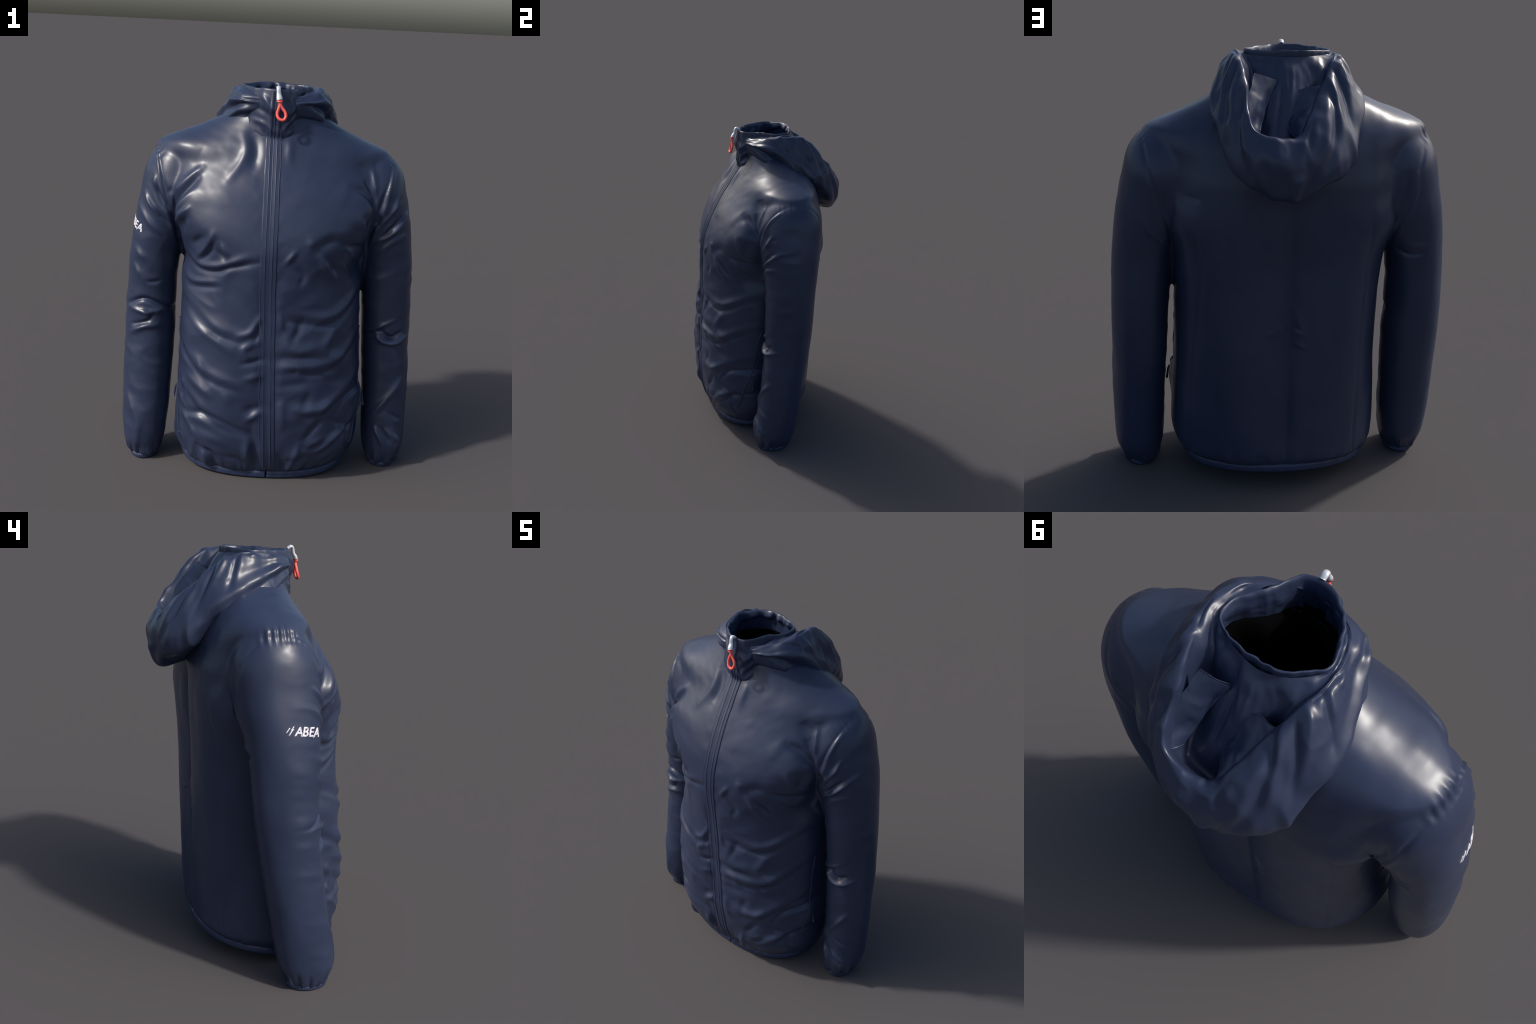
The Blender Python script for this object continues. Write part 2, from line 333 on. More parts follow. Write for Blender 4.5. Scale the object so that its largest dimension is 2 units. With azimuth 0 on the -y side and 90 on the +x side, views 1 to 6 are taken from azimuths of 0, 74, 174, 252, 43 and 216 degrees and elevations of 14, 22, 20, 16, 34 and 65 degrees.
BELLY_FOLDS = [
    ([(-0.336, 0.637), (-0.308, 0.575)], 0.014, 0.008), ([(-0.373, 0.524), (-0.341, 0.501), (-0.300, 0.478)], 0.014, 0.01),
    ([(-0.352, 0.569), (-0.297, 0.515)], 0.012, -0.008), ([(-0.381, 0.340), (-0.300, 0.359), (-0.204, 0.331), (-0.101, 0.287)], 0.013, -0.015),
    ([(-0.366, 0.316), (-0.335, 0.320), (-0.264, 0.304)], 0.016, 0.008), ([(-0.319, 0.241), (-0.244, 0.229), (-0.205, 0.223)], 0.02, 0.008),
    ([(-0.312, 0.155), (-0.258, 0.128), (-0.227, 0.053)], 0.012, -0.018), ([(-0.303, 0.140), (-0.280, 0.058)], 0.012, 0.014),
    ([(-0.362, 0.168), (-0.363, 0.086)], 0.01, 0.009), ([(-0.180, 0.130), (-0.111, 0.110), (-0.027, 0.045)], 0.014, -0.01),
    ([(-0.080, 0.191), (-0.070, 0.151)], 0.014, 0.008), ([(-0.197, 0.474), (-0.183, 0.449)], 0.014, 0.005),
    ([(-0.420, 0.485), (-0.443, 0.412), (-0.421, 0.375)], 0.008, 0.007), ([(-0.414, 0.475), (-0.405, 0.435), (-0.418, 0.381)], 0.007, 0.006),
    ([(-0.431, 0.441), (-0.424, 0.404)], 0.01, -0.007), ([(-0.399, 0.300), (-0.360, 0.253), (-0.345, 0.217)], 0.009, 0.009),
    ([(-0.432, 0.269), (-0.417, 0.171), (-0.381, 0.092)], 0.006, 0.007), ([(-0.473, 0.186), (-0.436, 0.124), (-0.382, 0.080)], 0.008, 0.007),
    ([(-0.406, 0.239), (-0.376, 0.155)], 0.014, -0.008), ([(-0.422, 0.896), (-0.339, 0.811), (-0.203, 0.722)], 0.016, 0.01),
    ([(-0.373, 0.889), (-0.264, 0.800)], 0.014, -0.007), ([(-0.241, 0.953), (-0.232, 1.070), (-0.179, 1.147)], 0.02, 0.007),
    ([(-0.430, 0.613), (-0.346, 0.563), (-0.297, 0.486)], 0.016, 0.008), ([(-0.049, 0.874), (-0.086, 0.815), (-0.133, 0.794)], 0.012, 0.01),
    ([(-0.057, 0.764), (-0.114, 0.728), (-0.096, 0.685)], 0.013, 0.011), ([(-0.047, 0.840), (-0.060, 0.778)], 0.01, -0.009),
    ([(-0.031, 0.675), (-0.100, 0.656)], 0.01, -0.01), ([(-0.033, 0.592), (-0.086, 0.576)], 0.012, 0.008), ([(-0.030, 0.427), (-0.078, 0.406)], 0.016, -0.01),
    ([(-0.034, 0.391), (-0.071, 0.364)], 0.01, 0.008), ([(-0.057, 0.298), (-0.025, 0.090)], 0.016, -0.012), ([(-0.075, 0.217), (-0.078, 0.150)], 0.014, 0.008),
    ([(0.060, 0.885), (0.066, 0.857)], 0.01, 0.008), ([(0.157, 0.858), (0.129, 0.785)], 0.014, -0.009), ([(0.109, 0.858), (0.132, 0.830)], 0.014, 0.007),
    ([(0.083, 0.751), (0.149, 0.723), (0.246, 0.746)], 0.02, 0.008), ([(0.059, 0.694), (0.266, 0.689)], 0.016, -0.008),
    ([(0.057, 0.631), (0.153, 0.649), (0.167, 0.608)], 0.016, 0.008), ([(0.094, 0.544), (0.180, 0.561)], 0.018, -0.008), ([(0.199, 0.429), (0.218, 0.493)], 0.016, -0.008),
    ([(0.083, 0.444), (0.094, 0.354)], 0.016, 0.007), ([(0.136, 0.390), (0.212, 0.399), (0.278, 0.421)], 0.02, 0.008),
    ([(0.180, 0.198), (0.153, 0.095), (0.123, 0.047)], 0.011, 0.011), ([(0.107, 0.112), (0.117, 0.047)], 0.01, -0.009), ([(0.283, 0.347), (0.226, 0.269)], 0.012, -0.01),
    ([(0.290, 0.242), (0.246, 0.224)], 0.014, 0.009), ([(0.297, 0.148), (0.230, 0.125), (0.179, 0.060)], 0.012, 0.009), ([(0.326, 0.823), (0.298, 0.764)], 0.016, 0.009),
    ([(0.330, 0.698), (0.364, 0.678)], 0.018, 0.007), ([(0.274, 0.660), (0.372, 0.577), (0.300, 0.578)], 0.02, -0.006),
    ([(0.484, 0.482), (0.422, 0.459), (0.377, 0.390)], 0.009, -0.01), ([(0.496, 0.471), (0.443, 0.433)], 0.016, 0.008), ([(0.320, 0.446), (0.271, 0.382)], 0.018, 0.009),
    ([(0.464, 0.275), (0.349, 0.348)], 0.012, -0.009), ([(0.434, 0.303), (0.351, 0.243), (0.300, 0.198)], 0.014, 0.009),
    ([(0.495, 0.310), (0.442, 0.286), (0.398, 0.226)], 0.01, -0.009), ([(0.324, 0.233), (0.272, 0.203)], 0.014, -0.01), ([(0.357, 0.174), (0.305, 0.131)], 0.014, 0.01),
    ([(0.429, 0.249), (0.453, 0.096)], 0.008, -0.007),]

LONG_FOLDS = []
for crest in ([(-.44, .96), (-.30, .84), (-.13, .80)], [(-.45, .72), (-.32, .60), (-.12, .54)], [(-.43, .50), (-.26, .36), (-.08, .30)],
              [(.46, 1.02), (.32, .90), (.11, .92)], [(.47, .80), (.32, .66), (.10, .66)], [(.47, .58), (.30, .43), (.11, .44)], [(.45, .33), (.30, .20), (.15, .16)]):
    LONG_FOLDS += [(crest, .024, .008), ([(cx_, cz_-.042) for cx_, cz_ in crest], .018, -.008)]
BACK_FOLDS = [
    ([(.52, 1.42), (.50, 1.32), (.47, 1.22)], .014, -.010), ([(.47, 1.44), (.44, 1.34)], .018, .006), ([(.41, 1.42), (.36, 1.41)], .012, -.004),
    ([(-.52, 1.50), (-.51, 1.40), (-.47, 1.28)], .014, -.012), ([(-.56, 1.50), (-.55, 1.40), (-.52, 1.30)], .012, .008),
    ([(-.62, 1.13), (-.55, 1.12), (-.49, 1.15)], .010, -.010), ([(-.62, 1.16), (-.54, 1.17)], .014, .007), ([(-.46, 1.52), (-.44, 1.42), (-.41, 1.34)], .024, .008),
    ([(.60, 1.30), (.56, 1.22), (.50, 1.17)], .012, .007), ([(.58, 1.24), (.52, 1.17)], .010, -.007),
    ([(-.05, .92), (-.07, .84), (-.05, .76)], .014, .006), ([(-.06, .84), (-.07, .80)], .010, -.005),
    ([(.04, .82), (.09, .80)], .010, .005), ([(-.10, .80), (-.04, .82)], .010, .006), ([(-.10, .74), (-.05, .76)], .010, .005)]

def displace_body(me):
    v = verts_of(me); n = normals_of(me); x, y, z = v.T
    sx = np.where(x > 0, seam_x(z, 1), seam_x(z, -1))
    off = np.abs(x) - sx
    slv = sstep(-.004, .004, off)
    front = sstep(.25, -.15, n[:, 1]); back = sstep(.0, .45, n[:, 1])
    q = np.stack([x, z], 1); d = np.zeros(len(v))
    d += front*(1-slv)*(1.3*fold_field(q, CHEST_FOLDS, 1.05) + 1.1*fold_field(q, BELLY_FOLDS, 1.45, .022) + fold_field(q, LONG_FOLDS))
    d += front*slv*1.5*fold_field(q, SLEEVE_FOLDS)
    d += back*fold_field(q, BACK_FOLDS)
    # fullness of cloth at the armholes, front and back
    d += .028*gauss(np.sqrt((np.abs(x)-.44)**2 + (z-1.29)**2), .10)*back
    d += .026*gauss(np.sqrt((np.abs(x)-.47)**2 + (z-1.40)**2), .09)*front
    d -= (1-slv)*.022*gauss(np.sqrt((np.abs(x)-.45)**2 + (z-1.11)**2), .06)*front
    d += (1-slv)*front*(.016*gauss(np.sqrt((x+.38)**2 + (z-.78)**2), .09) + .010*gauss(np.sqrt((x+.17)**2 + ((z-.45)*.6)**2), .12))
    d -= (1-slv)*front*.014*gauss(np.abs(x-zip_x(z)), .06)*sstep(.35, .6, z)*sstep(1.25, 1.0, z)
    d += .020*gauss(x+.31, .10)*gauss(z-.90, .30)*back
    # hollow between the shoulder blades, running down the spine
    d -= back*(1-slv)*(.026*gauss(x-.01, .11) + .016*gauss(x+.02, .035))*sstep(1.55, 1.35, z)*sstep(.08, .35, z)
    # loose crumple of the front: slanted ridged noise, stronger low down
    sgn = np.where(x > 0, 1., -1.)
    p = np.stack([x*4.5 + sgn*z*2.5, y*3, z*7.5 - sgn*x*4], 1)
    r1 = 1 - 2*np.abs(fbm(p, 3)); r2 = fbm(p*1.9 + 5, 11)
    low = sstep(1.35, .95, z)
    zoff = np.abs(x - zip_x(z))
    d += front*(1-slv)*sstep(.03, .08, zoff)*(low*(.0025*r1 + .0050*fbm(p*.8+3, 15)) + (1-low)*.0015*r2)
    d += front*slv*(.002*r1 + .002*r2)
    pb = np.stack([x*6, y*4, z*2.2], 1)
    d += back*(.0050*fbm(pb, 21) + .0015*fbm(pb*2.5, 5))
    sidef = (1-front)*(1-back)*(1-slv)
    d += sidef*.004*fbm(np.stack([x*4, y*9, z*5], 1), 8)
    # puckers both sides of the zip placket
    pk = gauss(zoff-.062, .022)*sstep(1.72, 1.5, z)
    d += front*(1-slv)*pk*.0045*vnoise(np.stack([sgn*2, x*6, z*21], 1), 4)*(.4+.6*sstep(1.5, .9, z))
    # armhole seam: groove, with gathers over the shoulder point
    arm = sstep(1.10, 1.2, z)
    top = sstep(1.58, 1.64, z)
    d -= front*sstep(1.13, 1.22, z)*sstep(1.56, 1.42, z)*.011*gauss(off+.010, .014)
    d += front*sstep(1.18, 1.26, z)*sstep(1.58, 1.46, z)*.005*gauss(off-.016, .012)
    d -= arm*(1-.8*top)*.0050*gauss(off, .009)
    w = np.cos(2*np.pi*(y/.029 + .35*vnoise(np.stack([y*14, sgn*3, x*0], 1), 9)))
    w = w*(.35 + np.abs(vnoise(np.stack([y*11+3, sgn*7, x*0], 1), 19)))*np.where(x > 0, .25, 1.)
    d += top*gauss(off+.002, .026)*.0052*w*sstep(.17, .11, np.abs(y+.01))
    # pocket bag pushing out at the +x side
    d += (1-slv)*np.where(x > 0, 1, 0)*.026*gauss(np.sqrt((y+.20)**2 + (z-.40)**2), .07)
    # back: centre seam, panel seams, side seams
    groove = lambda u, s_: gauss(u, s_)
    d -= back*(1-slv)*sstep(1.5, 1.3, z)*.004*groove(x+.020, .009)
    d -= back*(1-slv)*sstep(1.45, 1.2, z)*.0035*(groove(x-interp(z, [.2, .6, 1.1], [.41, .40, .352]), .008) + groove(x+interp(z, [.2, .6, 1.1], [.338, .34, .353]), .008))
    d += back*(1-slv)*gauss(np.abs(x+.02)-.03, .02)*sstep(1.0, .85, z)*sstep(.4, .5, z)*.003*vnoise(np.stack([sgn, z*0, z*22], 1), 14)
    # gathers above the elastic hem and cuffs
    hem = .033 + HEM_TILT*(y+.39)*.83
    a_t = np.arctan2(y+.09, x)
    d += (1-slv)*gauss(z-hem-.035, .035)*.006*np.maximum(-.5, fbm(np.stack([a_t*13, np.zeros(len(v)), z*4], 1), 31))
    d -= (1-slv)*gauss(z-hem-.012, .010)*.003
    a_s = np.arctan2(y+.115, np.abs(x)-.65)
    d += slv*gauss(z-.045, .045)*.011*np.maximum(-.6, fbm(np.stack([a_s*6, sgn*9, z*5], 1), 41))
    v = v + n*d[:, None]
    set_verts(me, v)
    v = laplacian(me, v, 2, .4); set_verts(me, v)

displace_body(body)

# split by region, keep the whole body's normals
def split_body(me):
    v = verts_of(me); nrm = normals_of(me).copy()
    nf = len(me.polygons); c = np.empty(nf*3); me.polygons.foreach_get('center', c); c = c.reshape(-1, 3)
    fx = np.abs(c[:, 0]); s = np.where(c[:, 0] > 0, seam_x(c[:, 2], 1), seam_x(c[:, 2], -1))
    sl = fx > s
    hole = (c[:, 2] > 1.745) & ((c[:, 0]/.180)**2 + ((c[:, 1]-.005)/.165)**2 < 1) & ~sl
    front = c[:, 1] < -.03
    reg = np.where(sl & (c[:, 0] > 0), 1, np.where(sl, 2, np.where(~front, 3, np.where(c[:, 0] > zip_x(c[:, 2]), 4, 5))))
    reg[hole] = 0
    names = {1: 'sleeve', 2: 'sleeve', 3: 'back_panel', 4: 'front_panel', 5: 'front_panel'}
    polys = [tuple(p.vertices) for p in me.polygons]
    obs = {}
    for r, nm in names.items():
        fs = [polys[i] for i in np.where(reg == r)[0]]
        used = np.unique(np.array([i for f in fs for i in f])); remap = {int(u): k for k, u in enumerate(used)}
        m2 = new_mesh(nm, v[used], [tuple(remap[i] for i in f) for f in fs])
        m2.normals_split_custom_set_from_vertices([tuple(a) for a in nrm[used]])
        obs[r] = add(nm, m2, jacket, M_SHELL)
    return obs
parts = split_body(body)
bvh = BVHTree.FromPolygons([tuple(p) for p in verts_of(body)], [tuple(p.vertices) for p in body.polygons])

# ------------------------------------------------------------------ collar
RIM = [(0, -.207), (.045, -.194), (.082, -.138), (.126, -.062), (.166, -.005), (.170, .050), (.135, .088), (.069, .114), (-.02, .134),
       (-.102, .113), (-.160, .068), (-.188, .025), (-.168, -.066), (-.130, -.137), (-.055, -.196)]
def ring_by_angle(P, n, c=(0, -.03)):
    """Resample a closed outline at even angles about c, starting at the front."""
    Q = catmull(P, 720, True) - np.array(c); ang = np.unwrap(np.arctan2(Q[:, 0], -Q[:, 1])); r = np.linalg.norm(Q, axis=1)
    o = np.argsort(ang % (2*np.pi)); a = (ang % (2*np.pi))[o]; r = r[o]
    t = np.linspace(0, 2*np.pi, n, endpoint=False); rr = interp(t, a, r, period=2*np.pi)
    return t, rr, np.stack([c[0]+rr*np.sin(t), c[1]-rr*np.cos(t)], 1)

def collar_z(t):
    """Rim height around the neck."""
    return 1.984 + .010*np.cos(2*t) - .004*np.cos(t)

# chart: angle from the zip * .2 and depth below the rim * .2
COLLAR_FOLDS = [([(-.03, .09), (-.07, .05), (-.11, .03)], .012, .012), ([(-.03, .13), (-.08, .10), (-.13, .09)], .014, -.014), ([(-.02, .19), (-.07, .16), (-.14, .15)], .010, .012),
                ([(-.04, .21), (-.10, .19)], .010, -.010), ([(.03, .18), (.08, .14), (.14, .10)], .012, .014), ([(.03, .13), (.08, .09), (.12, .05)], .012, .012), ([(.05, .17), (.11, .14)], .010, -.012),
                ([(.03, .05), (.07, .07)], .010, -.008), ([(.06, .20), (.12, .17)], .010, .010)]
def build_collar():
    n = 300; t, r, xy = ring_by_angle(RIM, n)
    d = np.stack([np.sin(t), -np.cos(t)], 1)
    ct = np.cos(t); tt = np.minimum(t, 2*np.pi-t)
    zr = 1.987 - .006*ct + .004*fbm(np.stack([np.cos(t)*2.5, np.sin(t)*2.5, np.zeros(n)], 1), 77)
    front = gauss(tt, .75); rear = sstep(.1, -.8, ct)
    rows = []
    wave = .006*fbm(np.stack([np.cos(t)*4, np.sin(t)*4, np.zeros(n)], 1), 83)*sstep(.15, .4, tt)
    def row(off, z): rows.append(np.concatenate([xy + d*(off+wave)[:, None], z[:, None]], 1))
    base_z = 1.80 - .035*sstep(.2, 1, ct) + .01*np.sin(t)**2
    # outer wall: leans out below the rim, pinches in above the neckline
    for s_ in np.linspace(0, 1.1, 30)[::-1]:
        f = interp(s_, [0, .12, .3, .45, .65, .85, 1., 1.1], [0, .004, .012, .020, .008, -.002, .000, -.006])
        o = interp(s_, [0, .15, .4, .7, 1., 1.1], [0, .003, .008, .014, .036, .040])*(1-rear) - .003*rear
        fq = np.stack([np.where(t > np.pi, t-2*np.pi, t)*.2, np.full(n, s_*.2)], 1)
        crease = fold_field(fq, COLLAR_FOLDS) + .004*fbm(np.stack([t*3.2, np.full(n, s_*3.), np.zeros(n)], 1), 6)*sstep(.08, .3, s_)*sstep(.12, .35, tt)
        row(f*front + o*(1-front) + crease, zr + (base_z-zr)*s_)
    row(np.full(n, -.004), zr+.0045); row(np.full(n, -.010), zr+.002)
    # inner wall: leans back behind, with soft irregular gathers under the rear rim
    g = fbm(np.stack([t*4.2, np.zeros(n), np.zeros(n)], 1), 12)
    for s_ in np.linspace(.06, 1, 22):
        ruf = (.013*g*gauss(s_-.30, .22) + .045*sstep(.15, .9, s_))*rear - .008*(1-rear)*gauss(s_-.4, .3) + .003*fbm(np.stack([t*3, np.full(n, s_*4), np.zeros(n)], 1), 16)
        row(-.012 + ruf, zr-.004 + (interp(ct, [-1, 0, 1], [1.89, 1.88, 1.845])-zr)*s_)
    V = np.concatenate(rows); me = new_mesh('collar', V, grid_faces(len(rows), n, False, True))
    v = laplacian(me, verts_of(me), 2, .4); set_verts(me, v)
    # near-black funnel filling the neck opening below the collar's inner wall
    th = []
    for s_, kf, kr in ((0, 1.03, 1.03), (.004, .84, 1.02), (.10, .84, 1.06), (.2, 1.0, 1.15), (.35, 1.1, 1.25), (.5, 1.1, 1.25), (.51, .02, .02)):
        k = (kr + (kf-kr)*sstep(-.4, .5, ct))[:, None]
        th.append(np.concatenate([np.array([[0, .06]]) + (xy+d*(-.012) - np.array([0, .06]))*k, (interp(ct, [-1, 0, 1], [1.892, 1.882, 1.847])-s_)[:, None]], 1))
    m2 = new_mesh('neck_dark_funnel', np.concatenate(th), grid_faces(7, n, False, True))
    add('neck_dark_funnel', m2, jacket, M_NECK_BLACK)
    return add('collar', me, jacket, M_SHELL)
collar = build_collar()

# -------------------------------------------------------------------- hood
HC = np.array([0, .05])
# azimuth from the back (+ is +x) : collar side, cavity wall, floor, lip, upper outer, bulge, underside, tuck -- as (radius, z)
HOOD = {
    -170: [(0.222, 1.950), (0.226, 1.945), (0.230, 1.940), (0.232, 1.930), (0.234, 1.915), (0.232, 1.890), (0.225, 1.840), (0.205, 1.790)],
    -153: [(0.215, 1.955), (0.222, 1.956), (0.229, 1.954), (0.236, 1.948), (0.250, 1.932), (0.254, 1.900), (0.228, 1.835), (0.202, 1.790)],
    -135: [(0.205, 1.960), (0.210, 1.965), (0.216, 1.967), (0.225, 1.965), (0.260, 1.945), (0.281, 1.905), (0.260, 1.840), (0.215, 1.790)],
    -110: [(0.192, 1.965), (0.196, 1.970), (0.202, 1.973), (0.210, 1.972), (0.245, 1.945), (0.278, 1.885), (0.274, 1.800), (0.220, 1.750)],
    -85: [(0.185, 1.965), (0.192, 1.972), (0.202, 1.978), (0.212, 1.978), (0.245, 1.940), (0.288, 1.865), (0.315, 1.780), (0.250, 1.730)],
    -60: [(0.150, 1.965), (0.165, 1.945), (0.180, 1.935), (0.215, 1.955), (0.262, 1.910), (0.316, 1.830), (0.350, 1.720), (0.270, 1.690)],
    -37: [(0.110, 1.965), (0.152, 1.880), (0.190, 1.800), (0.215, 1.875), (0.285, 1.845), (0.362, 1.735), (0.392, 1.570), (0.280, 1.550)],
    -17: [(0.085, 1.965), (0.158, 1.850), (0.235, 1.680), (0.270, 1.785), (0.340, 1.755), (0.399, 1.645), (0.395, 1.500), (0.260, 1.500)],
    0: [(0.082, 1.965), (0.158, 1.850), (0.295, 1.615), (0.345, 1.690), (0.400, 1.660), (0.432, 1.575), (0.375, 1.445), (0.250, 1.460)],
    22: [(0.085, 1.965), (0.158, 1.850), (0.295, 1.615), (0.368, 1.722), (0.392, 1.690), (0.404, 1.610), (0.382, 1.490), (0.260, 1.490)],
    40: [(0.100, 1.965), (0.152, 1.880), (0.215, 1.775), (0.262, 1.885), (0.325, 1.825), (0.369, 1.725), (0.388, 1.590), (0.270, 1.570)],
    62: [(0.140, 1.965), (0.150, 1.930), (0.165, 1.910), (0.212, 1.972), (0.268, 1.925), (0.316, 1.830), (0.345, 1.725), (0.270, 1.690)],
    90: [(0.170, 1.965), (0.178, 1.972), (0.190, 1.978), (0.210, 1.990), (0.244, 1.952), (0.285, 1.860), (0.310, 1.775), (0.250, 1.730)],
    112: [(0.180, 1.960), (0.190, 1.965), (0.200, 1.967), (0.214, 1.976), (0.244, 1.948), (0.272, 1.890), (0.270, 1.805), (0.220, 1.750)],
    138: [(0.205, 1.955), (0.212, 1.960), (0.220, 1.960), (0.230, 1.955), (0.258, 1.935), (0.276, 1.905), (0.252, 1.835), (0.210, 1.780)],
    154: [(0.215, 1.950), (0.222, 1.950), (0.228, 1.948), (0.235, 1.940), (0.246, 1.926), (0.248, 1.900), (0.224, 1.835), (0.202, 1.790)],
    171: [(0.222, 1.945), (0.226, 1.940), (0.230, 1.935), (0.232, 1.925), (0.234, 1.910), (0.232, 1.890), (0.225, 1.840), (0.205, 1.790)],
}
# chart: azimuth * .006 (about a metre scale) and profile position * .08
def hp(*pts): return [(a*.006, k*.08) for a, k in pts]
HOOD_FOLDS = [
    # long sweeping folds over the side seen from -x
    (hp((-150, 4.6), (-125, 4.7), (-95, 5.2), (-60, 5.6), (-35, 5.7)), .018, .012), (hp((-140, 4.9), (-115, 5.1), (-85, 5.6), (-55, 5.9)), .013, -.014),
    (hp((-130, 4.2), (-100, 4.4), (-70, 4.9)), .018, -.010), (hp((-150, 5.3), (-120, 5.6), (-90, 5.95)), .016, .011),
    (hp((-148, 5.0), (-132, 5.2), (-112, 5.5)), .020, -.034), (hp((-152, 5.8), (-130, 5.95), (-110, 6.1)), .014, -.018), (hp((-156, 4.2), (-140, 4.5), (-120, 4.3)), .012, -.012),
    # the deep fold in front on the other side
    (hp((146, 4.9), (130, 5.15), (108, 5.5), (80, 6.0)), .020, -.034), (hp((156, 4.4), (130, 4.6), (100, 4.9), (70, 5.4)), .018, .012),
    (hp((155, 5.9), (135, 6.1), (118, 6.3)), .011, -.012), (hp((120, 3.6), (105, 4.2), (95, 4.8)), .012, -.008), (hp((95, 3.7), (88, 4.6)), .014, .007),
    # hanging folds of the bag
    (hp((-76, 3.3), (-72, 4.2), (-68, 5.2)), .014, -.014), (hp((-62, 3.0), (-60, 3.8), (-52, 4.8)), .016, .014), (hp((-52, 3.3), (-48, 4.3), (-44, 5.2)), .013, -.014),
    (hp((-44, 3.2), (-38, 4.2), (-33, 4.9)), .014, .012), (hp((-36, 3.8), (-30, 4.6), (-20, 5.3)), .014, -.012), (hp((-26, 4.2), (-18, 5.0), (-12, 5.6)), .018, .010),
    (hp((-14, 3.6), (-8, 4.6), (-10, 5.6)), .013, -.010), (hp((-30, 5.4), (-14, 5.8), (0, 5.7)), .018, .010), (hp((-6, 5.2), (-1, 5.7), (-3, 6.1)), .012, .012), (hp((6, 5.0), (4, 5.6)), .014, -.010),
    (hp((74, 3.2), (70, 4.2), (62, 5.6)), .014, -.012), (hp((66, 3.0), (60, 4.0), (54, 5.4)), .014, .012), (hp((58, 3.4), (52, 4.4), (46, 5.6)), .012, -.012), (hp((48, 3.1), (44, 4.2), (38, 5.4)), .016, .011),
    (hp((38, 3.5), (34, 4.6), (28, 5.4)), .012, -.010), (hp((30, 4.6), (20, 5.4), (14, 5.9)), .02, .009), (hp((84, 4.2), (76, 5.2), (66, 6.0)), .011, .009), (hp((90, 4.8), (80, 5.7)), .010, -.008),
    # lip edge and rumpled shoulder under the rim
    (hp((-92, 3.0), (-78, 3.1), (-66, 2.9)), .014, -.012), (hp((70, 2.9), (84, 3.1), (98, 3.2)), .014, -.012), (hp((-100, 3.4), (-88, 3.6)), .014, .010), (hp((40, 2.6), (52, 2.8), (64, 2.9)), .018, -.014),
    (hp((-30, 1.2), (-24, 1.8), (-32, 2.3)), .014, .012), (hp((10, 1.0), (14, 1.6)), .014, -.010), (hp((-10, .7), (-2, 1.1), (6, .8)), .012, .008)]
def build_hood():
    az = np.array(sorted(HOOD)); nprof = 130; na = 500
    P = np.array([HOOD[a] for a in az])                     # (na0, 8, 2)
    A = np.linspace(az[0], az[-1], na)
    Q = np.stack([[smooth_interp(A, az, P[:, k, c]) for c in range(2)] for k in range(8)], 0).transpose(2, 0, 1)
    # the hood cloth starts right at the collar rim
    R = catmull(RIM, 720, True) - HC; ra = np.degrees(np.arctan2(R[:, 0], R[:, 1])); o = np.argsort(ra)
    rim_r = interp(A, ra[o], np.linalg.norm(R, axis=1)[o], period=360)
    low = sstep(120, 150, np.abs(A))
    Q[:, 0, 0] = rim_r*(1-low) + Q[:, 0, 0]*low; Q[:, 0, 1] = 1.974*(1-low) + Q[:, 0, 1]*low
    mid = sstep(50, 75, np.abs(A))*(1-low)
    Q[:, 1, 0] = Q[:, 1, 0]*(1-mid) + np.maximum(Q[:, 1, 0], rim_r+.010)*mid
    Q[:, 2, 0] = np.maximum(Q[:, 2, 0], Q[:, 1, 0]+.008); Q[:, 3, 0] = np.maximum(Q[:, 3, 0], Q[:, 2, 0]+.008)
    V = []
    for a, q in zip(A, Q):
        c = catmull(q, nprof); t = math.radians(a)
        V.append(np.stack([HC[0]+c[:, 0]*math.sin(t), HC[1]+c[:, 0]*math.cos(t), c[:, 1]], 1))
    me = new_mesh('hood', np.concatenate(V), grid_faces(na, nprof, flip=True))
    v = laplacian(me, verts_of(me), 4); set_verts(me, v); n = normals_of(me)
    if n[na//2*nprof + int(nprof*5/7)] @ np.array([0, 1, 0]) < 0: n = -n
    S = np.tile(np.linspace(0, 7, nprof), na); AZ = np.repeat(A, nprof)
    q = np.stack([AZ*.006, S*.08], 1)
    d = .85*fold_field(q, HOOD_FOLDS, 1.3)
    p = v*np.array([13, 13, 9])
    outer = sstep(2.6, 3.6, S)*sstep(7, 6.2, S)
    endf = sstep(168, 145, np.abs(AZ))
    d += outer*endf*(.008*(1-2*np.abs(fbm(p*.55, 51))) + .005*fbm(p*1.0, 57))
    d += sstep(3, 2, S)*sstep(0, .6, S)*.007*fbm(p*1.3, 61)
    v = v + n*d[:, None]; set_verts(me, v)
    v = laplacian(me, v, 3, .4); set_verts(me, v)
    return add('hood', me, jacket, M_SHELL)
hood = build_hood()


